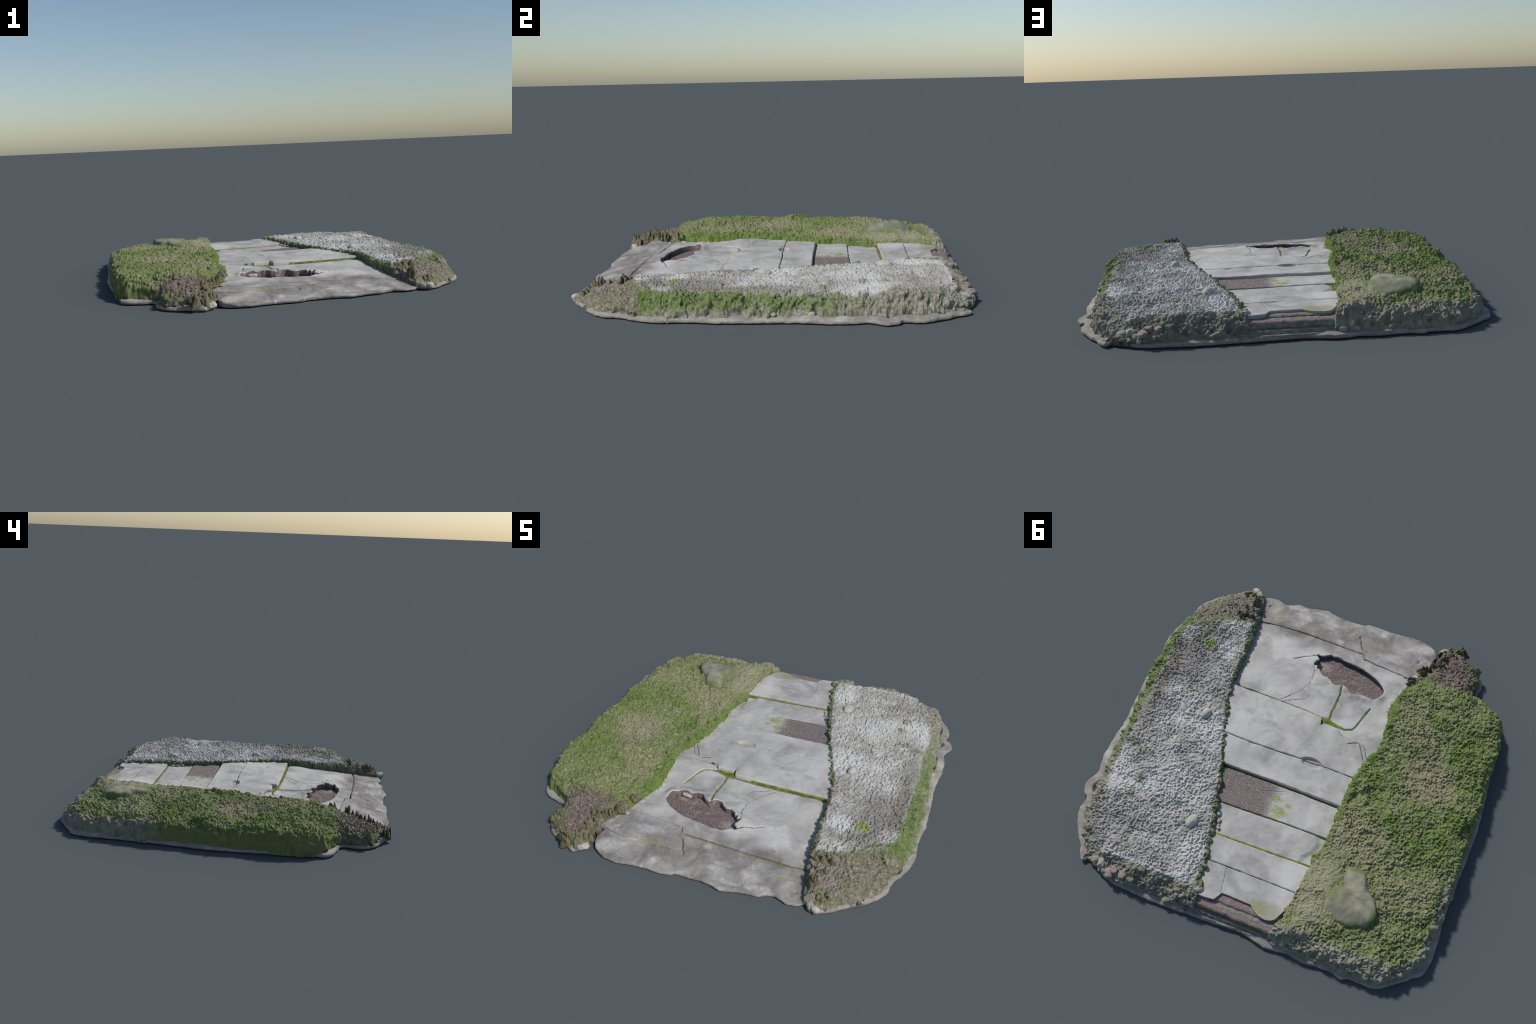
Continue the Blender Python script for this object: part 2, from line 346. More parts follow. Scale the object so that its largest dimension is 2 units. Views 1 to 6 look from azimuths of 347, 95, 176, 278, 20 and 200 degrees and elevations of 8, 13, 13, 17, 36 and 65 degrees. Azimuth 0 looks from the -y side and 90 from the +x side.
    c = m.mix(m.math('MULTIPLY', knob, m.rng(m.x, -.80, -.76)), c, kc)
    return m.done(c, m.noise(130, 4, .7), .5, .003)

def mat_gravel():
    m = Mat('pale_crusted_gravel', .95, .15)
    n1 = m.noise(4.5, 5, .6, .3, off=(7, 0, 0)); n2 = m.noise(24, 5, .7, .4, off=(3, 1, 2)); n3 = m.noise(85, 4, .7, off=(5, 5, 1))
    v = m.math('ADD', m.math('MULTIPLY', n1, .55), m.math('ADD', m.math('MULTIPLY', n2, .2), m.math('MULTIPLY', n3, .25)))
    c = m.ramp(v, [(.36, (.235,.222,.200)), (.46, (.355,.345,.320)), (.55, (.475,.468,.447)), (.68, (.60,.597,.585))])
    c = m.mix(m.math('MULTIPLY', m.most(m.blob(.78,-.36,.12,.20, .35, 8), m.blob(.66,-.52,.13,.05, .3, 8), m.math('MULTIPLY', m.blob(.76,.70,.15,.13, .35, 8), .6), m.math('MULTIPLY', m.blob(.55,.80,.16,.05, .4, 10), .5),
              m.math('MULTIPLY', m.blob(.50,-.10,.05,.16, .35, 9), .4), m.math('MULTIPLY', m.blob(.84,.05,.06,.28, .4, 9), .45)), .8), c, (.205,.192,.175))
    c = m.mix(m.rng(m.noise(65, 4, .7, off=(6, 2, 2)), .56, .66, 0, .4), c, (.40,.40,.28))
    c = m.mix(m.math('MULTIPLY', m.most(m.blob(.50,.05,.08,.10, .35, 9), m.blob(.61,-.45,.05,.07, .35, 12), m.blob(.85,-.47,.045,.05, .3, 12),
              m.blob(.30,.72,.07,.12, .35, 10)), .55), c, (.64,.635,.62))
    c = m.mix(m.math('MULTIPLY', m.blob(.708,-.441,.035,.028, .5, 24), .8), c, (.22,.27,.04))
    tuft = m.most(m.blob(.708,.443,.03,.03, .4, 24), m.blob(.715,.543,.03,.03, .4, 24), m.blob(.85,.60,.035,.03, .4, 24), m.blob(.83,.267,.04,.025, .4, 24),
                  m.blob(.76,.30,.05,.02, .4, 24), m.blob(.753,-.505,.03,.02, .4, 24))
    c = m.mix(m.math('MULTIPLY', tuft, .6), c, m.mix(n3, (.12,.12,.07), (.25,.25,.16)))
    grn = m.ramp(m.math('ADD', m.math('MULTIPLY', n3, .5), m.math('MULTIPLY', n2, .5)), [(.36, (.055,.088,.02)), (.5, (.12,.18,.045)), (.62, (.19,.24,.095)), (.72, (.35,.35,.26))])
    earth = m.ramp(m.noise(34, 5, .7, off=(8, 0, 0)), [(.3, (.14,.135,.098)), (.5, (.225,.218,.17)), (.7, (.32,.312,.262))])
    # inner side facing the slabs: dark green growth
    xin = m.curve(m.y, [(-1,.58),(-.7,.53),(-.3,.494),(-.14,.47),(.05,.408),(.2,.352),(.48,.275),(.75,.213),(1,.19)], -1., 1.)
    dn = m.math('ADD', m.math('SUBTRACT', m.x, xin), m.math('MULTIPLY', m.math('SUBTRACT', n2, .5), .05))
    c = m.mix(m.rng(dn, .022, .008, 0, .9), c, m.mix(m.rng(n2, .4, .6), (.07,.105,.025), (.20,.215,.11)))
    # outer flank: bright grass in front two thirds, then bare earth
    xout = m.curve(m.y, [(-1,.86),(-.65,.865),(-.4,.895),(0,.892),(.4,.88),(.65,.85),(.9,.72),(1,.6)], -1., 1.)
    fn = m.math('ADD', m.math('SUBTRACT', m.x, xout), m.math('MULTIPLY', m.math('SUBTRACT', n2, .5), .06))
    flank = m.rng(fn, -.022, .004)
    gmask = m.math('MULTIPLY', m.rng(m.math('ADD', m.y, m.math('MULTIPLY', m.math('SUBTRACT', n1, .5), .9)), .70, .20),
                   m.rng(m.math('ADD', m.math('ADD', m.math('MULTIPLY', n2, .6), m.math('MULTIPLY', n1, .4)), m.rng(m.y, -.15, -.35, 0, .05)), .41, .51))
    zn = m.math('ADD', m.z, m.math('MULTIPLY', m.math('SUBTRACT', m.math('ADD', m.math('MULTIPLY', n2, .6), m.math('MULTIPLY', n1, .4)), .5), .22))
    pale = m.mix(m.rng(n3, .52, .62, 0, .6), earth, (.46,.44,.38))
    fc = m.mix(m.math('MULTIPLY', m.math('MULTIPLY', gmask, m.rng(zn, .035, .075)), .85), pale, grn)
    c = m.mix(flank, c, fc)
    # a dark brown band along the outer shoulder
    c = m.mix(m.math('MULTIPLY', m.math('MULTIPLY', m.math('MULTIPLY', m.rng(fn, -.11, -.05), m.rng(fn, .0, -.025)), m.rng(m.y, .35, .0)), m.rng(n1, .40, .58, .2, .85)), c, (.20,.18,.14))
    yn = m.math('ADD', m.y, m.math('MULTIPLY', m.math('SUBTRACT', n2, .5), .06))
    c = m.mix(m.rng(yn, .855, .885), c, m.mix(m.rng(m.noise(11, 4, .6, off=(2, 8, 1)), .58, .70, 0, .35), earth, (.2,.25,.08)))
    # dry trampled front end
    sl = m.math('SUBTRACT', yn, m.math('MULTIPLY', m.math('SUBTRACT', m.x, .627), .336))
    knob = m.rng(sl, -.63, -.655)
    n5 = m.noise(36, 5, .7, .5, off=(2, 6, 6))
    kc = m.ramp(m.math('ADD', m.math('MULTIPLY', n3, .5), m.math('MULTIPLY', n5, .5)), [(.36, (.10,.092,.062)), (.5, (.19,.178,.128)), (.64, (.33,.315,.26))])
    kc = m.mix(m.rng(n2, .57, .68, 0, .45), kc, (.19,.23,.06))
    kc = m.mix(m.math('MULTIPLY', m.most(m.blob(.66,-.71,.07,.035, .35, 20), m.blob(.645,-.80,.05,.04, .35, 20)), .75), kc, (.24,.20,.185))
    c = m.mix(knob, c, kc)
    edge = m.math('MULTIPLY', m.math('MULTIPLY', m.rng(sl, -.575, -.605), m.rng(sl, -.675, -.645)), m.rng(n5, .40, .54))
    c = m.mix(m.math('MULTIPLY', edge, m.rng(m.x, .66, .84, .15, .9)), c, grn)
    return m.done(c, m.noise(130, 4, .7), .45, .003)

def mat_base():
    m = Mat('silty_rock', .9, .2)
    n2 = m.noise(9, 6, .65, .5); n3 = m.noise(60, 4, .7)
    c = m.ramp(m.math('ADD', m.math('MULTIPLY', n2, .7), m.math('MULTIPLY', n3, .3)), [(.36, (.215,.20,.172)), (.5, (.31,.295,.255)), (.65, (.40,.39,.35))])
    c = m.mix(m.rng(m.noise(7, 5, .6, .8, off=(3, 3, 0), stretch=(1, 1, 6)), .52, .62, 0, .6), c, (.215,.185,.185))
    c = m.mix(m.rng(m.math('ADD', m.z, m.math('MULTIPLY', m.math('SUBTRACT', m.noise(14, 4), .5), .03)), .017, .009, 0, .45), c, (.24,.205,.20))
    c = m.mix(m.rng(m.noise(10, 5, .65, off=(1, 6, 0)), .55, .66, 0, .5), c, (.24,.26,.13))
    c = m.mix(m.rng(m.noise(13, 4, .6, off=(9, 6, 0)), .66, .72, 0, .4), c, (.32,.18,.13))
    return m.done(c, m.math('ADD', m.noise(60, 5, .7), m.noise(20, 4, .6, stretch=(1, 1, 5))), .4, .003)

def mat_stone(name, a, b, moss=.0, cx=0, cy=0):
    m = Mat(name, .88, .25)
    c = m.ramp(m.noise(38, 5, .65), [(.34, a), (.64, b)])
    c = m.mix(m.rng(m.noise(260, 2, .6), .60, .72, 0, .3), c, tuple(q*.55 for q in a))
    if moss: c = m.mix(m.rng(m.noise(26, 4, .6, off=(4, 4, 4)), .56, .64, 0, moss), c, (.16,.21,.05))
    return m.done(c, m.noise(130, 4, .7), .35, .002)

def mat_boulder():
    m = Mat('smooth_buff_boulder', .88, .22)
    c = m.ramp(m.noise(16, 5, .6), [(.34, (.20,.197,.135)), (.66, (.30,.295,.22))])
    c = m.mix(m.rng(m.noise(260, 3, .7), .56, .68, 0, .45), c, (.17,.16,.115))
    c = m.mix(m.rng(m.noise(45, 4, .7, off=(3, 0, 0)), .62, .70, 0, .6), c, (.17,.20,.07))
    # moss creeping up from the outer side and from the path side
    west = m.most(m.blob(-.645,.70,.03,.10, .3, 20), m.blob(-.61,.60,.045,.02, .3, 20, ang=-.9), m.blob(-.58,.775,.07,.018, .3, 20))
    east = m.math('MULTIPLY', m.blob(-.42,.60,.035,.10, .6, 20), .7)
    north = m.math('MULTIPLY', m.blob(-.49,.497,.06,.025, .5, 20), .9)
    c = m.mix(m.math('MULTIPLY', m.most(west, east, north), .85), c, m.mix(m.noise(60, 4, .7), (.065,.11,.018), (.15,.195,.065)))
    return m.done(c, m.noise(150, 4, .7), .3, .002)

def mat_stalk():
    m = Mat('dead_stalks', .95, .1)
    c = m.ramp(m.noise(60, 4, .7, stretch=(1, 1, .35)), [(.32, (.055,.048,.03)), (.5, (.14,.128,.078)), (.7, (.24,.225,.15))])
    c = m.mix(m.rng(m.noise(18, 4, .6), .56, .66, 0, .4), c, (.15,.19,.05))
    return m.done(c, m.noise(110, 3, .7), .5, .003)

M_SLAB, M_BED, M_JM, M_MOSS, M_GRAV, M_BASE, M_BOUL, M_STALK = (mat_slab(), mat_bed(), mat_jointmoss(), mat_moss(), mat_gravel(), mat_base(), mat_boulder(), mat_stalk())
M_PEB = mat_stone('grey_pebble', (.30,.295,.25), (.42,.415,.37), .3)
M_EMB = mat_stone('smooth_pale_stone', (.36,.365,.32), (.47,.475,.43), .35)
M_BRICK = mat_stone('broken_brick', (.23,.18,.16), (.36,.29,.255), .0)
M_FLAKE = mat_stone('pale_flake', (.34,.31,.27), (.50,.46,.41), .0)
M_HOLE = mat_stone('dark_pit', (.035,.03,.028), (.06,.055,.05))

# ------------------------------------------------------------------ the thing
root = bpy.data.objects.new('paved_path_section', None); bpy.context.collection.objects.link(root)
root['label'] = 'broken grey concrete slab path between mossy and gravelly earth banks'
root['category'] = 'stone path'

# ------------------------------------------------------------------ base rock
def build_base():
    p = smooth_line(BASE, .006, True); n = len(p)
    t = np.roll(p, -1, 0)-np.roll(p, 1, 0)
    for _ in range(8): t = (np.roll(t, 1, 0)+t+np.roll(t, -1, 0))/3
    t /= np.linalg.norm(t, axis=1)[:, None]; nin = np.stack([-t[:, 1], t[:, 0]], 1)
    ex = sstep(-.74, -.80, p[:, 1])*sstep(.57, .55, p[:, 0])*sstep(-.47, -.44, p[:, 0])     # hidden under the front slab
    lip = (.021+.007*fbm(p[:, 0], p[:, 1], 0, .12, 1))*(1-.55*ex)
    prof = [(.016, 0.), (.006, .10), (.001, .35), (0., .6), (.0035, .85), (.010, .98), (.018, 1.08), (.028, 1.2), (.036, 1.3), (.043, 1.4)]
    V = []
    prof = [(a+(.003 if .5 < b < .8 else 0), b) for a, b in prof]
    for k, (off, zz) in enumerate(prof):
        w = off + .0025*pn(p[:, 0]*.4, p[:, 1]*.4, zz*.05, .012, 77)*(k < 8) + .004*fbm(p[:, 0], p[:, 1], zz*.03, .05, 4)*(k < 8) + .0018*pn(p[:, 0], p[:, 1], zz*.05, .014, 7)
        z = lip*zz + (.0015*fbm(p[:, 0], p[:, 1], zz, .03, 9) if k > 3 else 0)
        if k == 0: z = z*0
        V.append(np.column_stack([p+nin*w[:, None], z]))
    prof.append((.046, 0)); V.append(np.column_stack([p+nin*.046, np.full(n, .012)]))
    V = np.vstack(V); F = []
    for k in range(len(prof)-1):
        for i in range(n):
            j = (i+1) % n
            F.append((k*n+i, k*n+j, (k+1)*n+j, (k+1)*n+i))
    F.append(tuple(range(n))[::-1])
    F.append(tuple((len(prof)-1)*n+i for i in range(n)))
    return make('base_rock', V, F, M_BASE, root)
base = build_base()

# ------------------------------------------------------------------ paving slabs
def build_slab(name, front, back, ztop, bottom, res=.003, r=.006, gap=.0022, hole=None, cuts=(), bumps=None, inset=0., seed=0., rough=.0008, tight=-9.):
    """a slab between two joint lines, each given from the moss side (small x) to the gravel side"""
    front = np.array(sorted(front)); back = np.array(sorted(back))
    L = max(front[-1, 0]-front[0, 0], back[-1, 0]-back[0, 0]); W = np.abs(np.interp(0, *back.T)-np.interp(0, *front.T))
    nu, nv = int(L/res)+2, int(W/res)+8
    def dense(n, ln):          # extra rows close to the edges for a rounded arris
        e = np.array([0, .12, .3, .6])*r/ln
        return np.concatenate([e, np.linspace(r/ln, 1-r/ln, n-8), 1-e[::-1]])
    u, v = np.meshgrid(dense(nu, L), dense(nv, W)); u = u.ravel(); v = v.ravel()
    xl = front[0, 0]*(1-v)+back[0, 0]*v; xr = front[-1, 0]*(1-v)+back[-1, 0]*v
    x = xl+(xr-xl)*u
    gp = np.where(x < tight, .0006, gap)
    fy = np.interp(x, *front.T)+gp; by = np.interp(x, *back.T)-gp
    fy = fy+.0016*fbm(x, 0*x, seed, .03, seed); by = by+.0016*fbm(x, 0*x, seed+3, .03, seed+2)
    y = fy+(by-fy)*v
    d = np.minimum.reduce([v*(by-fy), (1-v)*(by-fy), u*(xr-xl), (1-u)*(xr-xl)])
    F = grid_faces(nu, nv)
    z0 = ztop(x, y)
    rr = r*(1+.5*pn(x, y, 0, .04, seed))*np.where(x < tight, .4, 1)
    k = np.clip(1-d/rr, 0, 1); z = z0-rr*(1-np.sqrt(1-k*k*.98))
    z = z+rough*fbm(x, y, seed, .06, seed, 4)*2+.003*pn(x, y, seed, .17, seed+4)
    for pts, w, dep, step in cuts:
        dd, qx, qy = seg_dist(x, y, pts)
        ends = np.minimum(np.hypot(x-pts[0][0], y-pts[0][1]), np.hypot(x-pts[-1][0], y-pts[-1][1]))
        dd = np.abs(dd + .002*pn(x, y, 0, .012, seed))
        z = z-dep*np.exp(-(dd/w)**2)+step*np.exp(-((dd-2.2*w)/(2*w))**2)
    if bumps is not None: z = z+bumps(x, y)
    V = np.column_stack([x, y, z])
    if hole is not None:
        hp = np.array(hole)
        hd, hx, hy = seg_dist(x, y, hp, True); ins = inside(x, y, hp)
        hx, hy = hx, hy
        sn = hd < res*.72
        V[sn, 0] = hx[sn]; V[sn, 1] = hy[sn]
        kk = np.clip(1-np.where(ins | sn, 0, hd)/.007, 0, 1)
        V[:, 2] -= .007*(1-np.sqrt(1-kk*kk*.98))
        sd = np.where(sn, 0, np.where(ins, -1, 1))
        fs = sd[F]
        keep = ~((fs <= 0).all(1) & ((fs < 0).any(1) | (fs == 0).all(1)))
        # quads with every corner snapped on the rim: keep those whose centre lies outside
        allz = (fs == 0).all(1); c = V[F].mean(1)
        keep |= allz & ~inside(c[:, 0], c[:, 1], hp)
        F = F[keep]
        V, F = compact(V, F)
    ntop = len(F)
    V, F = drop_border(V, F, bottom, inset)
    ob = make(name, V, F, M_SLAB, root)
    if hole is not None:
        ob.data.materials.append(M_BED)
        c = V[F].mean(1); d, _, _ = seg_dist(c[:, 0], c[:, 1], hp, True)
        idx = np.zeros(len(F), np.int32); idx[(np.arange(len(F)) >= ntop) & (d < .02)] = 1
        ob.data.polygons.foreach_set('material_index', idx)
    return ob

def line(*p): return list(p)
def ymap(pts, dy): return [(a, b+dy) for a, b in pts]

FRONT = [(-.492,-.865),(-.486,-.905),(-.468,-.935),(-.44,-.955),(-.40,-.972),(-.33,-.980),(-.27,-.970),(-.2,-.966),(-.12,-.972),(-.06,-.966),(-.045,-.953),(-.02,-.95),(.04,-.950),
         (.09,-.951),(.15,-.960),(.19,-.974),(.23,-.966),(.30,-.950),(.37,-.950),(.385,-.938),(.40,-.928),(.44,-.920),(.47,-.930),(.50,-.942),(.55,-.935),(.57,-.922),(.59,-.90)]
def ymap(pts, dy): return [(a, b+dy) for a, b in pts]
J1 = [(-.46,-.66),(-.374,-.672),(-.324,-.677),(-.219,-.686),(-.118,-.700),(-.106,-.733),(.023,-.737),(.256,-.747),(.40,-.747),(.471,-.743),(.529,-.735),(.58,-.725)]
J2 = [(-.42,-.20),(-.22,-.180),(-.175,-.184),(-.150,-.195),(-.138,-.218),(-.126,-.236),(-.084,-.245),(-.070,-.262),(-.032,-.250),(.07,-.253),(.224,-.257),(.365,-.260),(.487,-.261),(.53,-.262)]
J3 = [(-.37,.030),(-.29,.032),(-.1,.028),(.02,.032),(.12,.037),(.257,.037),(.387,.034),(.46,.034)]
J4 = [(-.35,.207),(-.284,.207),(-.103,.203),(.105,.201),(.314,.204),(.40,.205)]
J5 = [(-.34,.392),(-.228,.392),(-.053,.393),(.148,.400),(.285,.403),(.35,.403)]
J6 = [(-.32,.560),(-.209,.560),(-.055,.565),(.078,.567),(.214,.571),(.30,.571)]
J7 = [(-.30,.713),(-.238,.713),(-.081,.712),(.083,.713),(.212,.714),(.27,.715)]
END = [(-.26,.80),(-.232,.808),(-.220,.835),(-.204,.871),(-.184,.885),(-.161,.891),(-.12,.885),(-.09,.868),(-.068,.848),(.083,.846),(.094,.868),(.106,.889),(.129,.893),(.194,.896),(.25,.898)]
LIP = [(-.50,-.825),(-.455,-.832),(-.40,-.845),(-.353,-.850),(-.261,-.836),(-.169,-.839),(-.115,-.848),(-.09,-.849),(-.06,-.832)]

CRACK_F = [(-.045,-.845),(-.062,-.82),(-.071,-.793),(-.092,-.76),(-.106,-.742)]
CRACK_A = [(-.062,-.475),(-.072,-.428),(-.071,-.341),(-.066,-.30),(-.070,-.255)]
CRACK_B = [(-.128,-.232),(-.168,-.227),(-.205,-.243),(-.218,-.27),(-.230,-.313),(-.240,-.35),(-.253,-.395)]
CRACK_C = [(.125,-.547),(.110,-.497),(.109,-.433),(.142,-.365),(.182,-.318),(.224,-.272)]
CRACK_D = [(.215,-.265),(.160,-.297),(.093,-.331),(.083,-.364)]
CRACK_E = [(.125,-.630),(.165,-.600),(.198,-.588),(.250,-.555)]

def s0_bumps(x, y):
    g = lambda cx, cy, r: np.exp(-((x-cx)**2+(y-cy)**2)/r**2)
    return -.012*(g(.522,-.874,.006)+g(.513,-.779,.006)+g(-.047,-.850,.005)) - .0025*g(.348,-.695,.01)
build_slab('paving_slab', ymap(FRONT, -.006), J1, zfront, lambda x, y: np.where(y < -.80, .003, .028), .003, .010,
           cuts=[(CRACK_F, .003, .007, .0012)], bumps=s0_bumps, inset=.006, seed=1.3, rough=.0014)
# thin upper layer that broke off along a lip
build_slab('slab_upper_layer', LIP, [p for p in J1 if p[0] < -.10]+[(-.104,-.715)], lambda x, y: zfront(x, y)+.0025+(.006+.007*sstep(-.2,-.45,x))*sstep(-.70,-.82,y),
           lambda x, y: zfront(x, y)-.006, .003, .005, bumps=lambda x, y: -.010*np.exp(-((x+.409)**2+(y+.797)**2)/.006**2), seed=2.1, rough=.0012)
def hump12(x, y): return .018*np.exp(-((x+.33)/.09)**2-((y+.23)/.10)**2)
def s1_bumps(x, y):
    hd, _, _ = seg_dist(x, y, HOLE, True)
    rim = np.exp(-(hd/.03)**2)*(.011*sstep(-.60,-.50,y)+.003)*(.6+.8*pn(x, y, 0, .05, 2.5))
    lobe = .012*np.exp(-((x-.15)**2+(y+.575)**2)/.05**2)
    hump = hump12(x, y)
    dip = -.006*np.exp(-((x+.02)/.12)**2-((y+.36)/.08)**2)
    return rim+.011*np.exp(-((x-.41)/.08)**2-((y+.36)/.09)**2)+lobe+hump+dip+.003*fbm(x, y, 0, .14, 6.2)-.010*np.exp(-((x+.372)**2+(y+.672)**2)/.006**2)
J2_WORN = [(a, b-(.0075 if a > -.03 else 0)) for a, b in J2]
build_slab('paving_slab', J1, J2_WORN, lambda x, y: zfront(x, y), lambda x, y: zfront(x, y)*.45+.0, .0022, .006, hole=smooth_line(HOLE, .004, True), gap=.0032,
           cuts=[(CRACK_A, .0045, .012, 0.), (CRACK_B, .0042, .012, 0.), (CRACK_C, .0026, .0022, 0), (CRACK_D, .0022, .0018, 0), (CRACK_E, .0032, .004, 0)],
           bumps=s1_bumps, seed=3.7, inset=.006, tight=-.13)
S2F = [(-.42,-.20),(-.22,-.180),(-.175,-.184),(-.150,-.195),(-.136,-.215),(-.085,-.217),(-.052,-.216),(-.040,-.197),(-.035,-.218),(-.028,-.247),(.07,-.253),(.224,-.257),(.365,-.260),(.487,-.261),(.53,-.262)]
FL1 = [(-.139,-.208),(-.150,-.19),(-.175,-.182),(-.220,-.177)]
FL2 = [(-.210,-.147),(-.246,-.165),(-.270,-.166),(-.297,-.118),(-.328,-.066)]
FL3 = [(-.288,-.163),(-.308,-.145),(-.320,-.119),(-.335,-.085)]
def s2_bumps(x, y):
    chip = -.016*sstep(1., .75, np.sqrt(((x+.073)/.062)**2+((y-.033)/.030)**2))
    return chip+hump12(x, y)-.0085*sstep(-.12, -.17, x)*sstep(-.08, -.19, y)
build_slab('paving_slab', S2F, J3, lambda x, y: np.interp(y, [-.262, -.1, .034], [.100, .103, .105]), lambda x, y: 0*x+.065, .0026, .006,
           cuts=[(FL2, .003, .004, .0008), (FL3, .0025, .0035, 0)], bumps=s2_bumps, seed=4.4, tight=-.13)
def s3_bumps(x, y):
    return -.013*sstep(1., .7, np.sqrt(((x+.073)/.055)**2+((y-.040)/.024)**2))-.004*sstep(1., .8, np.sqrt(((x-.257)/.017)**2+((y-.045)/.018)**2))
build_slab('paving_slab', J3, J4, lambda x, y: np.interp(y, [.03, .204], [.104, .1005]), lambda x, y: 0*x+.065, .003, .007, gap=.0016, bumps=s3_bumps, seed=5.1)
CR4 = [[(.212,.254),(.190,.283),(.163,.280),(.135,.306),(.122,.345)], [(.188,.229),(.166,.275)], [(.118,.273),(.05,.25),(-.004,.233)]]
build_slab('paving_slab', ymap(J4, .008), J5, lambda x, y: np.interp(y, [.2, .4], [.086, .0865]), lambda x, y: 0*x+.05, .003, .004,
           cuts=[(c, .0025, .003, .0012) for c in CR4], seed=6.2)
S5L = [(-.262,.41),(-.262,.431),(-.25,.478),(-.21,.52)]
def s5_bumps(x, y):     # broken moss-side corner
    e = sstep(.0, .035, (x+.262)+.0*y-np.interp(y, [.40, .43, .478, .523, .56], [.024, .0, .012, .052, .056])+.018)
    return -.010*(1-e)
build_slab('paving_slab', J5, J6, lambda x, y: np.interp(y, [.39, .57], [.0845, .084]), lambda x, y: 0*x+.05, .003, .006, bumps=s5_bumps, seed=7.7)
build_slab('paving_slab', ymap(J6, .004), J7, lambda x, y: np.interp(y, [.56, .715], [.0985, .102]), lambda x, y: 0*x+.06, .003, .006, gap=.0018, seed=8.3)
build_slab('paving_slab', J7, END, lambda x, y: np.interp(y, [.71, .9], [.1015, .099]), lambda x, y: 0*x+.08, .003, .004, inset=.004, gap=.0016,
           cuts=[([(.110,.722),(.101,.762),(.095,.800),(.085,.848)], .0025, .005, .001)], seed=9.9)

# moss that fills the joints, seen where the gaps are wide
M_CRACK_DARK = mat_stone('crack_dark_strip', (.055,.05,.04), (.12,.11,.085), .2)  # dark strips laid in the grooves so that the cracks read as thin dark lines
def moss_strip(name, pts, w, z, mat=None):
    p = smooth_line(pts, .006); t = np.gradient(p, axis=0); t /= np.linalg.norm(t, axis=1)[:, None]
    n = np.stack([-t[:, 1], t[:, 0]], 1)
    if len(p) > 3 and mat: n = n*np.minimum(1, .25+np.minimum(np.arange(len(p)), np.arange(len(p))[::-1])/6)[:, None]
    V = []; prof = [(-1, -.012), (-.9, -.002), (-.4, 0), (.4, 0), (.9, -.002), (1, -.012)]
    for a, dz in prof:
        q = p+n*(a*w)
        zz = (z(q[:, 0], q[:, 1]) if callable(z) else z)+dz+.0018*fbm(q[:, 0], q[:, 1], 0, .02, 3)
        V.append(np.column_stack([q, np.broadcast_to(zz, len(p))]))
    k = len(p); F = []
    for a in range(len(prof)-1):
        for i in range(k-1): F.append((a*k+i, a*k+i+1, (a+1)*k+i+1, (a+1)*k+i))
    return make(name, np.vstack(V), F, mat or M_JM, root)
moss_strip('joint_moss', ymap([p for p in J2 if p[0] > -.04], -.004), .0085, lambda x, y: zfront(x, y)-.0025)
moss_strip('joint_moss', [(a, b+.0012) for a, b in J2 if a > -.03], .0036, .0895)
moss_strip('joint_moss', [(-.15,-.230),(-.10,-.229),(-.02,-.228)], .035, .0800)
moss_strip('joint_moss', CRACK_A, .005, lambda x, y: zfront(x, y)-.0048+s1_bumps(x, y))
moss_strip('joint_moss', CRACK_B, .005, lambda x, y: zfront(x, y)-.0048+s1_bumps(x, y))
for c, d in ((CRACK_C, .0006), (CRACK_D, .0006), (CRACK_E, .0012)):
    moss_strip('crack_dark_strip', c, .0018, lambda x, y: zfront(x, y)-d+s1_bumps(x, y)+.003*pn(x, y, 3.7, .17, 7.7), M_CRACK_DARK)
moss_strip('crack_dark_strip', CRACK_F, .0024, lambda x, y: zfront(x, y)-.003+s0_bumps(x, y), M_CRACK_DARK)
for c in (FL2, FL3, FL1):
    moss_strip('crack_dark_strip', c, .0022, lambda x, y: np.interp(y, [-.262, -.1, .034], [.100, .103, .105])+s2_bumps(x, y)-.0008, M_CRACK_DARK)
moss_strip('joint_moss', ymap(J6, .001), .009, .0845)
moss_strip('joint_moss', ymap(J5, 0), .006, .078)
moss_strip('joint_moss', ymap(J4, .004), .010, .076)
moss_strip('joint_moss', [p for p in J1 if p[0] > -.1], .007, lambda x, y: zfront(x, y)-.008)

# brown subbase: floor of the broken hole, and the worn treads behind the last slab
def sheet(name, x0, x1, y0, y1, zf, bottom, mat, res=.004, edge=None, seed=0., r=.004):
    nu, nv = int((x1-x0)/res)+2, int((y1-y0)/res)+2
    u, v = np.meshgrid(np.linspace(0, 1, nu), np.linspace(0, 1, nv)); u = u.ravel(); v = v.ravel()
    x = x0+(x1-x0)*u; ye = y1+(edge(x) if edge else 0); y = y0+(ye-y0)*v
    k = np.clip(1-(ye-y)/r, 0, 1)
    z = zf(x, y)+.0012*fbm(x, y, 0, .015, seed)-r*(1-np.sqrt(1-k*k*.98))
    V, F = drop_border(np.column_stack([x, y, z]), grid_faces(nu, nv), lambda a, b: 0*a+bottom)
    return make(name, V, F, mat, root)
sheet('exposed_subbase', -.31, .16, -.68, -.42, lambda x, y: .046+.03*(y+.55)+.004*fbm(x, y, 0, .07, 1)+.005*np.maximum(pn(x, y, 0, .018, 4), 0)**1.5+.006*np.exp(-((x+.235)/.03)**2-((y+.475)/.012)**2), .02, M_BED, .003)
M_LEDGE = mat_stone('dark_grey_ledge', (.15,.14,.12), (.30,.285,.25), .12)  # dark grey-brown for the ledge bodies and risers at the back end
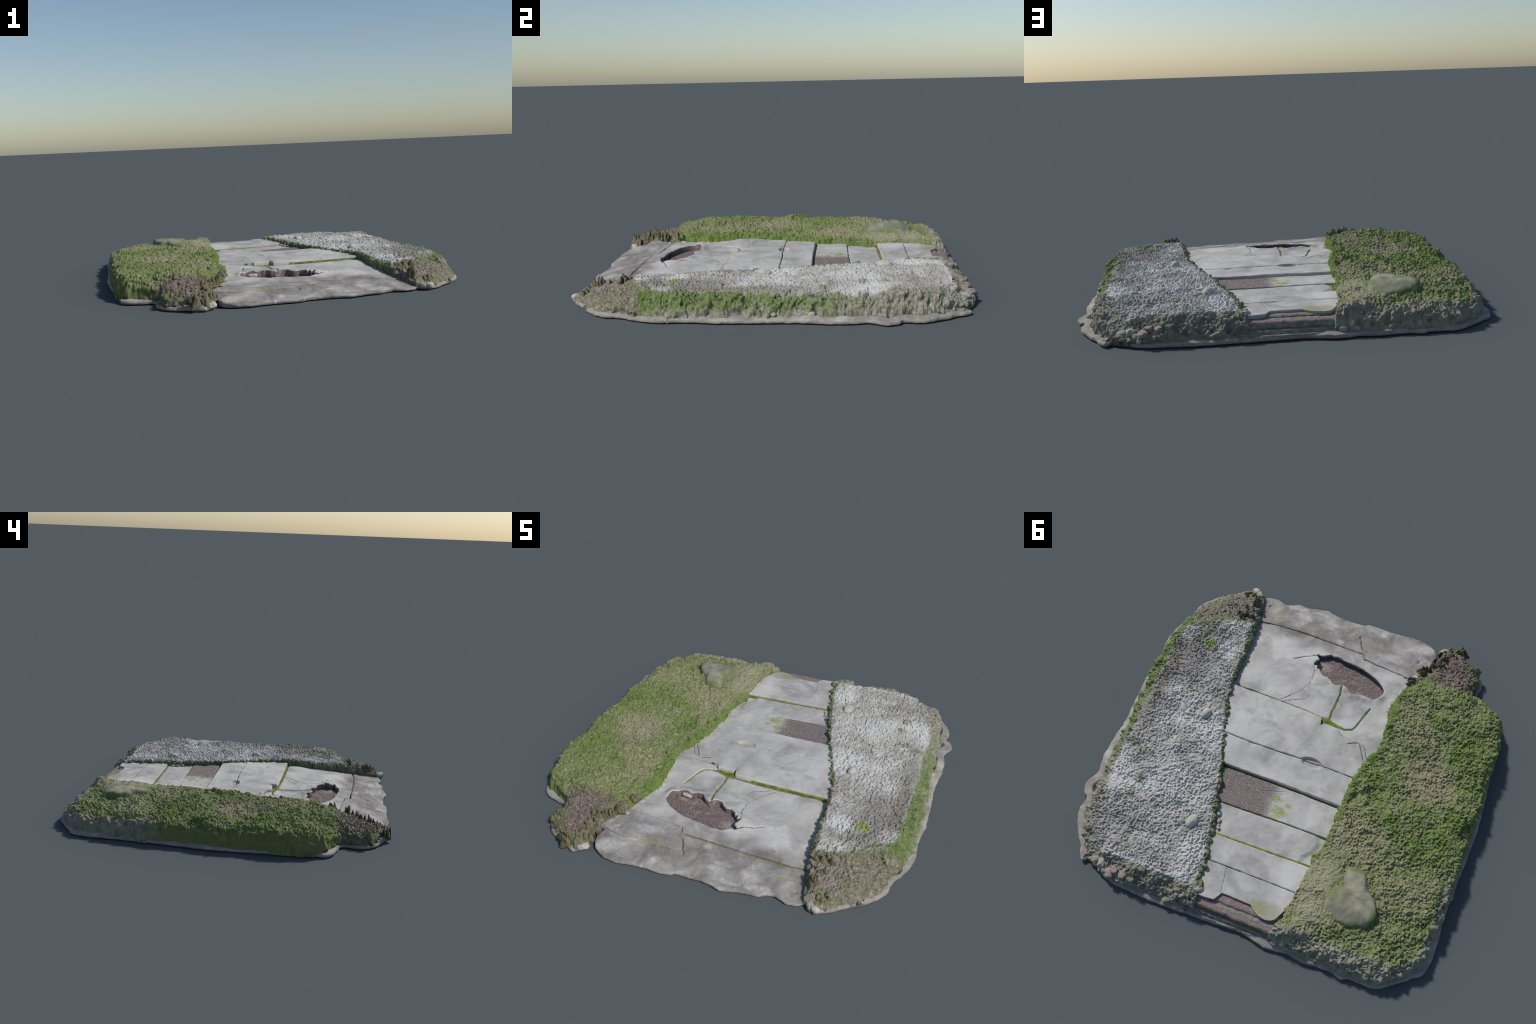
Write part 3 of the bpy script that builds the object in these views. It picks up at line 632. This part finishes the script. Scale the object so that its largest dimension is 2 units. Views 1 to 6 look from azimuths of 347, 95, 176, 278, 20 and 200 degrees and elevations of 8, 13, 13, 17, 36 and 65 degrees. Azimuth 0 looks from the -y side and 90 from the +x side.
def tread(x0, x1, y0, y1, z, bot, skin, sd, amp=.007):
    e = lambda x: amp*fbm(x, 0*x, 0, .09, sd)+.5*amp*pn(x, 0*x, 0, .02, sd)
    body = sheet('ledge', x0, x1, y0, y1, lambda x, y: z+0*x-.0015, bot, M_LEDGE, .003, e, sd, .004)
    if skin: sheet('worn_tread', x0+.004, x1-.004, y0, y1-.004, lambda x, y: z+.0004+.0008*pn(x, y, 0, .03, sd), bot+.01, M_BED, .003, lambda x: e(x)+.0035*pn(x, 0*x, 0, .012, sd+3), sd, .002)
tread(-.17, .20, .82, .887, .0875, .07, True, 2.)
tread(-.24, .24, .80, .912, .080, .06, False, 2.7)
tread(-.24, .24, .80, .933, .0765, .048, True, 3.)
tread(-.24, .24, .85, .930, .062, .03, False, 3.3, .009)
tread(-.24, .24, .88, .951, .0445, .03, True, 4.)
tread(-.24, .24, .88, .957, .036, .02, False, 4.6, .010)
tread(-.24, .24, .90, .968, .028, .01, False, 5.2, .010)
moss_strip('joint_moss', [(-.22,.936),(.22,.936)], .004, .0455)

# ------------------------------------------------------------------ banks
def bank(name, inn, out, topf, relief, mat, w_out, w_in, parent, res=.0021, pw=2.2):
    inn = smooth_line(inn, .02); out = smooth_line(out, .02)
    poly = np.vstack([inn, out[::-1]])
    x0, y0 = poly.min(0)-.01; x1, y1 = poly.max(0)+.01
    nx, ny = int((x1-x0)/res), int((y1-y0)/res)
    X, Y = np.meshgrid(np.linspace(x0, x1, nx), np.linspace(y0, y1, ny)); x, y = X.ravel(), Y.ravel()
    ins = inside(x, y, poly)
    do, ox, oy = seg_dist(x, y, out); di, ix, iy = seg_dist(x, y, inn)
    near = ins | (np.minimum(do, di) < .004)
    sgn = np.where(ins, 1., -1.)
    wob = .010*fbm(x, y, 0, .06, 3.3)+.005*pn(x, y, 0, .022, 5)
    top = topf(x, y, di, do)
    S = lambda t, p: (1-(1-np.clip(t, 0, 1))**p)**(1/p)
    dof = np.clip(do*sgn+wob*np.clip(do/.02, 0, 1)+.002, 0, 1); dif = np.clip(di*sgn+.5*wob*np.clip(di/.02, 0, 1)+.002, 0, 1)
    wo = w_out(x, y); wi = w_in(x, y)*(1+.5*pn(x, y, 0, .09, 31.))
    wo = wo*np.clip(1.15+1.5*pn(x, y, 0, .13, 37.)+.8*pn(x, y, 0, .05, 39.), .6, 2.2)
    foot_o = .022+.006*pn(x, y, 0, .07, 2); zi = zpath(ix, iy)-.014; zi = np.where(iy > .9, .025, zi)
    ho = foot_o+(top-foot_o)*S(dof/wo, pw)
    hi = zi+(np.maximum(top, zi+.01)-zi)*S(dif/wi, 2.6)
    h = np.minimum(ho, hi)
    H = h.reshape(ny, nx)
    gy, gx = np.gradient(H, (y1-y0)/(ny-1), (x1-x0)/(nx-1))
    gx = np.clip(gx, -2.2, 2.2).ravel(); gy = np.clip(gy, -2.2, 2.2).ravel()
    nrm = np.stack([-gx, -gy, np.ones_like(gx)], 1); nrm /= np.linalg.norm(nrm, axis=1)[:, None]
    steep = 1-nrm[:, 2]
    rl = relief(x, y, h, steep, di*sgn, do*sgn)
    V = np.column_stack([x, y, h])+nrm*rl[:, None]
    V[:, 2] = np.maximum(V[:, 2], .004)
    F = grid_faces(nx, ny); F = F[near[F].all(1)]
    V, F = compact(V, F)
    V, F = drop_border(V, F, lambda a, b: 0*a+.003)
    return make(name, V, F, mat, parent)

def frac(di, do): return di/(di+do+1e-6)
PITM = (-.30, -.365, -.43, -.49, -.555, -.62, -.72)
def moss_top(x, y, di, do):
    t = frac(np.maximum(di, 0), np.maximum(do, 0))
    ys = [-.66, -.45, -.1, .2, .5, .75, .95]
    inner = np.interp(y, ys, [.120, .134, .132, .128, .117, .117, .115])
    mid = np.interp(y, ys, [.138, .156, .139, .155, .140, .135, .126])
    crest = np.interp(y, ys, [.128, .147, .143, .150, .135, .121, .106])
    outer = np.interp(y, ys, [.108, .126, .119, .116, .112, .102, .090])
    h = np.where(t < .5, inner+(mid-inner)*sstep(0, .5, t), np.where(t < .84, mid+(crest-mid)*sstep(.5, .84, t), crest+(outer-crest)*sstep(.84, 1., t)))
    h = h-.014*np.exp(-((x+.68)/.09)**2-((y+.08)/.11)**2)
    h = h+.015*fbm(x, y, 0, .15, 1.7)
    rd, _, _ = seg_dist(x, y, [(-.764,.008),(-.83,.028),(-.895,.055)])
    h = h+.013*np.exp(-(rd/.022)**2)-.012*np.exp(-((x+.80)/.06)**2-((y-.10)/.035)**2)
    knob = np.interp(y, [-1, -.93, -.87, -.75, -.66], [.045, .068, .086, .105, .118])-.014*sstep(-.62, -.75, x)-.012*sstep(-.53, -.47, x)
    s = sstep(-.69, -.635, y+.03*pn(x, y, 0, .05, 8))
    return knob+(h-knob)*s
def moss_relief(x, y, z, steep, di, do):
    knob = sstep(-.64, -.68, y)
    a = crumbs(x, y, z*.8, 2.)
    big = fbm(x, y, z, .055, 6.)
    tuft = np.maximum(pn(x, y, z*.5, .035, 12.), 0)**2
    up = sstep(.05, .09, z)
    wall = fbm(x, y, z*1.6, .06, 14.)*.014+pn(x, y, z*.5, .018, 15.)*.012*up+pn(x, y, z*1.4, .026, 18.)*.008*(1-up)
    for cx in PITM: wall = wall-.020*np.exp(-((x-cx)**2+(z-.055)**2)/.012**2)*(y > .84)
    top = a*.0118+big*.008+tuft*.03
    for cx, cy, rr in MT: top = top+np.exp(-((x-cx)**2+(y-cy)**2)/rr**2)*(.006+.016*np.maximum(pn(x, y, 0, .018, 3.), 0))
    sm = sstep(.72, 1.05, 1-np.exp(-((x+.36)/.09)**2-((y-.66)/.15)**2)*.55)      # trodden thin near the boulder
    r = top*(1-sstep(.25, .6, steep)*.75)*(.45+.55*sm)*(.35+.65*sstep(.035, .075, z))+wall*sstep(.15, .5, steep)
    kn = np.maximum(pn(x, y, 0, .03, 9.), 0)**1.5*.028*(sstep(.04, .0, di)+.35+.6*sstep(-.84, -.92, y))
    return r+knob*kn
moss = bank('mossy_bank', MOSS_IN, MOSS_OUT, moss_top, moss_relief, M_MOSS,
            lambda x, y: .040+.06*sstep(.8, .9, y)+.03*sstep(.0, .1, -.66-y), lambda x, y: .030+.012*sstep(-.3, -.6, y), root)

PITG = (.46, .40, .345, .27)
GT = [(.708,.443,.022),(.715,.543,.026),(.85,.603,.028),(.83,.267,.022),(.774,.308,.024),(.726,.288,.020),(.753,-.505,.022),(.60,.30,.012)]
def gravel_top(x, y, di, do):
    t = frac(np.maximum(di, 0), np.maximum(do, 0))
    ys = [-.6, -.3, 0, .4, .7, .95]
    inner = np.interp(y, ys, [.112, .120, .117, .114, .117, .114])
    crest = np.interp(y, ys, [.121, .121, .121, .127, .125, .118])
    outer = np.interp(y, ys, [.116, .121, .124, .127, .122, .112])
    h = np.where(t < .6, inner+(crest-inner)*sstep(0, .6, t), crest+(outer-crest)*sstep(.6, 1., t))
    h = h+.007*fbm(x, y, 0, .17, 4.1)
    s = y-(-.637+.30*(x-.627))
    knob = np.interp(s, [-.30, -.2, -.10, 0], [.045, .066, .090, .104])-.026*sstep(.72, .86, x)
    k = sstep(-.05, .012, s+.02*pn(x, y, 0, .05, 8))
    return knob+(h-knob)*k
def gravel_relief(x, y, z, steep, di, do):
    s = y-(-.637+.30*(x-.627)); knob = sstep(.0, -.04, s)
    a = crumbs(x, y, z*.8, 31.)
    top = a*.0116+fbm(x, y, z, .045, 16.)*.004
    for cx, cy, rr in GT:
        top = top+np.exp(-((x-cx)**2+(y-cy)**2)/rr**2)*(.008+.014*np.maximum(pn(x, y, 0, .016, 3.), 0))
    up = sstep(.06, .10, z)
    wall = fbm(x, y, z*1.2, .055, 14.)*.018+pn(x, y, z*.8, .022, 15.)*.012*up+pn(x, y, z*1.1, .024, 18.)*.012*(1-up)+(worms(x, y, z*.9, .04, 77.)-.6)*.009
    for cx in PITG: wall = wall-.020*np.exp(-((x-cx)**2+(z-.055)**2)/.012**2)*(y > .84)
    r = top*(1-sstep(.25, .6, steep)*.7)*(.35+.65*sstep(.035, .08, z))+wall*sstep(.15, .5, steep)
    kn = np.maximum(pn(x, y, 0, .03, 19.), 0)**1.5*.024*(sstep(.05, .0, di)+.5)+.004*fbm(x, y, z, .02, 40.)
    return r+knob*kn
gravel = bank('gravel_bank', GRAVEL_IN, GRAVEL_OUT, gravel_top, gravel_relief, M_GRAV,
              lambda x, y: .056+.05*sstep(.8, .9, y)+.02*sstep(-.65, -.75, y), lambda x, y: .018+.022*sstep(-.3, -.6, y), root, pw=1.75)

# ------------------------------------------------------------------ boulder in the moss
def build_boulder():
    out = smooth_line([(-.462,.492),(-.522,.502),(-.548,.545),(-.563,.578),(-.605,.612),(-.636,.665),(-.638,.716),(-.595,.763),(-.518,.782),(-.435,.765),(-.395,.72),(-.40,.65),(-.425,.58),(-.430,.52)], .007, True)
    c = np.array([-.515, .65]); n = len(out); V = []
    prof = [(1.03, -.07), (1.015, -.035), (.995, -.014), (.965, -.004), (.92, .0), (.86, .002), (.8, .003), (.72, .004), (.65, .005), (.57, .005), (.48, .006), (.4, .006), (.32, .006), (.24, .006), (.16, .006), (.08, .006)]
    for s, dz in prof:
        q = c+(out-c)*s; x, y = q[:, 0], q[:, 1]
        plane = .177-.11*np.maximum(x+.555, 0)-.12*np.maximum(x+.47, 0)-.03*np.abs(y-.66)-.03*sstep(.69, .78, y)-.010*sstep(.012, -.008, y-.628+.5*(x+.535))
        crease = -.012*sstep(.0, .03, y-.628+.5*(x+.535))*np.exp(-((y-.66)/.05)**2)*sstep(-.46,-.52,x)
        dent = -.007*np.exp(-((x+.455)/.02)**2-((y-.605)/.006)**2)-.004*np.exp(-((x+.53)/.012)**2-((y-.70)/.004)**2)
        tent = .171-.42*np.abs((x+.50)+.30*(y-.50))-.12*np.maximum(.56-y, 0)
        plane = np.where(y < .64, np.minimum(plane, tent+.05*sstep(.60, .64, y)), plane)
        z = plane+dz+dent+crease*(s < .97)+.004*fbm(x, y, 0, .05, 5)+.002*pn(x, y, 0, .015, 9)
        V.append(np.column_stack([q+.003*np.stack([pn(x, y, 0, .05, 1), pn(x, y, 0, .05, 7)], 1), z]))
    V = np.vstack(V); F = []
    for k in range(len(prof)-1):
        for i in range(n):
            j = (i+1) % n; F.append((k*n+i, k*n+j, (k+1)*n+j, (k+1)*n+i))
    F = [f[::-1] for f in F]
    F.append(tuple((len(prof)-1)*n+i for i in range(n))[::-1])
    return make('boulder', V, F, M_BOUL, moss)
build_boulder()

# ------------------------------------------------------------------ loose stones
def rock(name, c, r, mat, parent, ang=0., seed=0., amp=.18, power=1., sub=4):
    import bmesh
    bm = bmesh.new(); bmesh.ops.create_icosphere(bm, subdivisions=sub, radius=1)
    P = np.array([v.co[:] for v in bm.verts]); F = [[v.index for v in f.verts] for f in bm.faces]; bm.free()
    d = 1+amp*fbm(P[:, 0], P[:, 1], P[:, 2], .9, seed, 3)
    P = np.sign(P)*np.abs(P)**power*d[:, None]*np.array(r)
    ca, sa = math.cos(ang), math.sin(ang)
    P = np.column_stack([P[:, 0]*ca-P[:, 1]*sa, P[:, 0]*sa+P[:, 1]*ca, P[:, 2]])+np.array(c)
    return make(name, P, F, mat, parent)
rock('embedded_stone', (.549,-.020,.122), (.024,.036,.022), M_EMB, gravel, -.35, 1., .10)
rock('embedded_stone', (.362,.566,.121), (.028,.040,.026), M_EMB, gravel, -.35, 4., .10)
rock('pebble', (.196,.868,.102), (.026,.017,.013), M_PEB, gravel, .25, 6.)
for k, (x, y, s) in enumerate([(.247,.505,.010),(.235,.54,.009),(.262,.47,.011),(.240,.525,.006),(.268,.49,.008)]):
    rock('joint_rubble', (x, y, .088), (s, s*1.2, s*.8), M_PEB, root, k, k*2.2, .4, .8, 3)
for k, (x, y, s) in enumerate([(-.388,-.60,.014),(-.366,-.50,.009),(-.352,-.475,.013),(-.352,-.44,.012),(-.358,-.40,.008),(-.425,-.70,.012),(-.345,-.42,.006)]):
    rock('slab_flake', (x, y, float(zfront(np.array([x]), np.array([y]))[0])+.002), (s*.8, s*1.3, s*.5), M_FLAKE, root, .3*k, 3+k*1.7, .5, .75, 3)
rock('slab_flake', (-.205,-.458,.067), (.030,.012,.010), M_SLAB, root, -.1, 2., .3, .8, 4)
for k, (x, y, z, r, a) in enumerate([(.640,.945,.058,(.020,.026,.014),.3),(.618,.925,.072,(.022,.020,.013),-.2),(.578,.930,.073,(.017,.026,.012),.4)]):
    rock('brick_fragment', (x, y, z), r, M_BRICK, gravel, a, 5+k, .28, .62, 4)
for k, (x, y, z, s) in enumerate([(.70,.915,.06,.02),(.675,.935,.045,.017),(.735,.895,.05,.02),(.66,.95,.032,.016),(.595,.955,.045,.013),(-.235,.955,.035,.017),(-.29,.958,.035,.015),(.945,-.15,.033,.010),(.94,.05,.035,.012),(.935,.22,.036,.014)]):
    rock('bank_stone', (x, y, z), (s, s*1.15, s*.8), M_PEB, gravel if x > 0 else moss, k, 9+k*3.1, .35, .85, 3)
for k, (x, y) in enumerate([(-.545,-.955),(-.52,-.945),(.61,-.925),(.635,-.94)]):
    rock('bank_stone', (x, y, .022), (.024, .018, .016), M_FLAKE if k % 2 else M_PEB, moss if x < 0 else gravel, k*.9, 2+k*4.1, .3, .85, 3)

# ------------------------------------------------------------------ dead stalk stumps on the dry ends of both banks
def stalks(name, spots, parent, seed):
    g = np.random.default_rng(seed); V, F = [], []
    for cx, cy, cz, n, spread, hgt in spots:
        for _ in range(n):
            bx, by = cx+g.normal(0, spread), cy+g.normal(0, spread)
            h = hgt*g.uniform(.35, 1.0); w = g.uniform(.007, .014); lean = g.normal(0, .16, 2); tw = g.uniform(0, 6.28)
            k, rows = 7, 6; o = len(V)
            for r in range(rows):
                t = r/(rows-1); ww = w*(1.25-.45*t-.55*t**3)
                for i in range(k):
                    a = tw+i/k*6.283; q = ww*(1+.35*math.sin(a*2+tw*3)+.2*g.normal())
                    V.append((bx+lean[0]*h*t+q*math.cos(a)*1.2, by+lean[1]*h*t+q*math.sin(a)*.75, cz-.02+(h+.02)*t+(g.normal(0, .003) if r == rows-1 else 0)))
            for r in range(rows-1):
                for i in range(k): F.append((o+r*k+i, o+r*k+(i+1) % k, o+(r+1)*k+(i+1) % k, o+(r+1)*k+i))
            F.append(tuple(o+(rows-1)*k+i for i in range(k)))
    return make(name, V, F, M_STALK, parent, True, 'stuff')
stalks('stalk_clump', [(-.60,-.955,.035,7,.022,.055),(-.565,-.95,.04,6,.016,.05),(-.530,-.865,.068,7,.012,.06),(-.520,-.81,.078,8,.012,.062),(-.53,-.925,.055,7,.015,.035),(-.60,-.925,.055,6,.024,.030),(-.665,-.895,.06,5,.02,.03),
                       (-.72,-.85,.075,5,.016,.03),(-.455,-.72,.11,6,.013,.035),(-.475,-.765,.10,5,.014,.04),(-.40,-.63,.125,4,.015,.022)], moss, 5)
stalks('stalk_clump', [(.595,-.70,.095,9,.012,.045),(.612,-.68,.105,5,.014,.03),(.592,-.83,.07,9,.012,.042),(.605,-.765,.085,4,.014,.026),(.63,-.89,.05,6,.015,.024),(.67,-.885,.05,4,.015,.02)], gravel, 8)
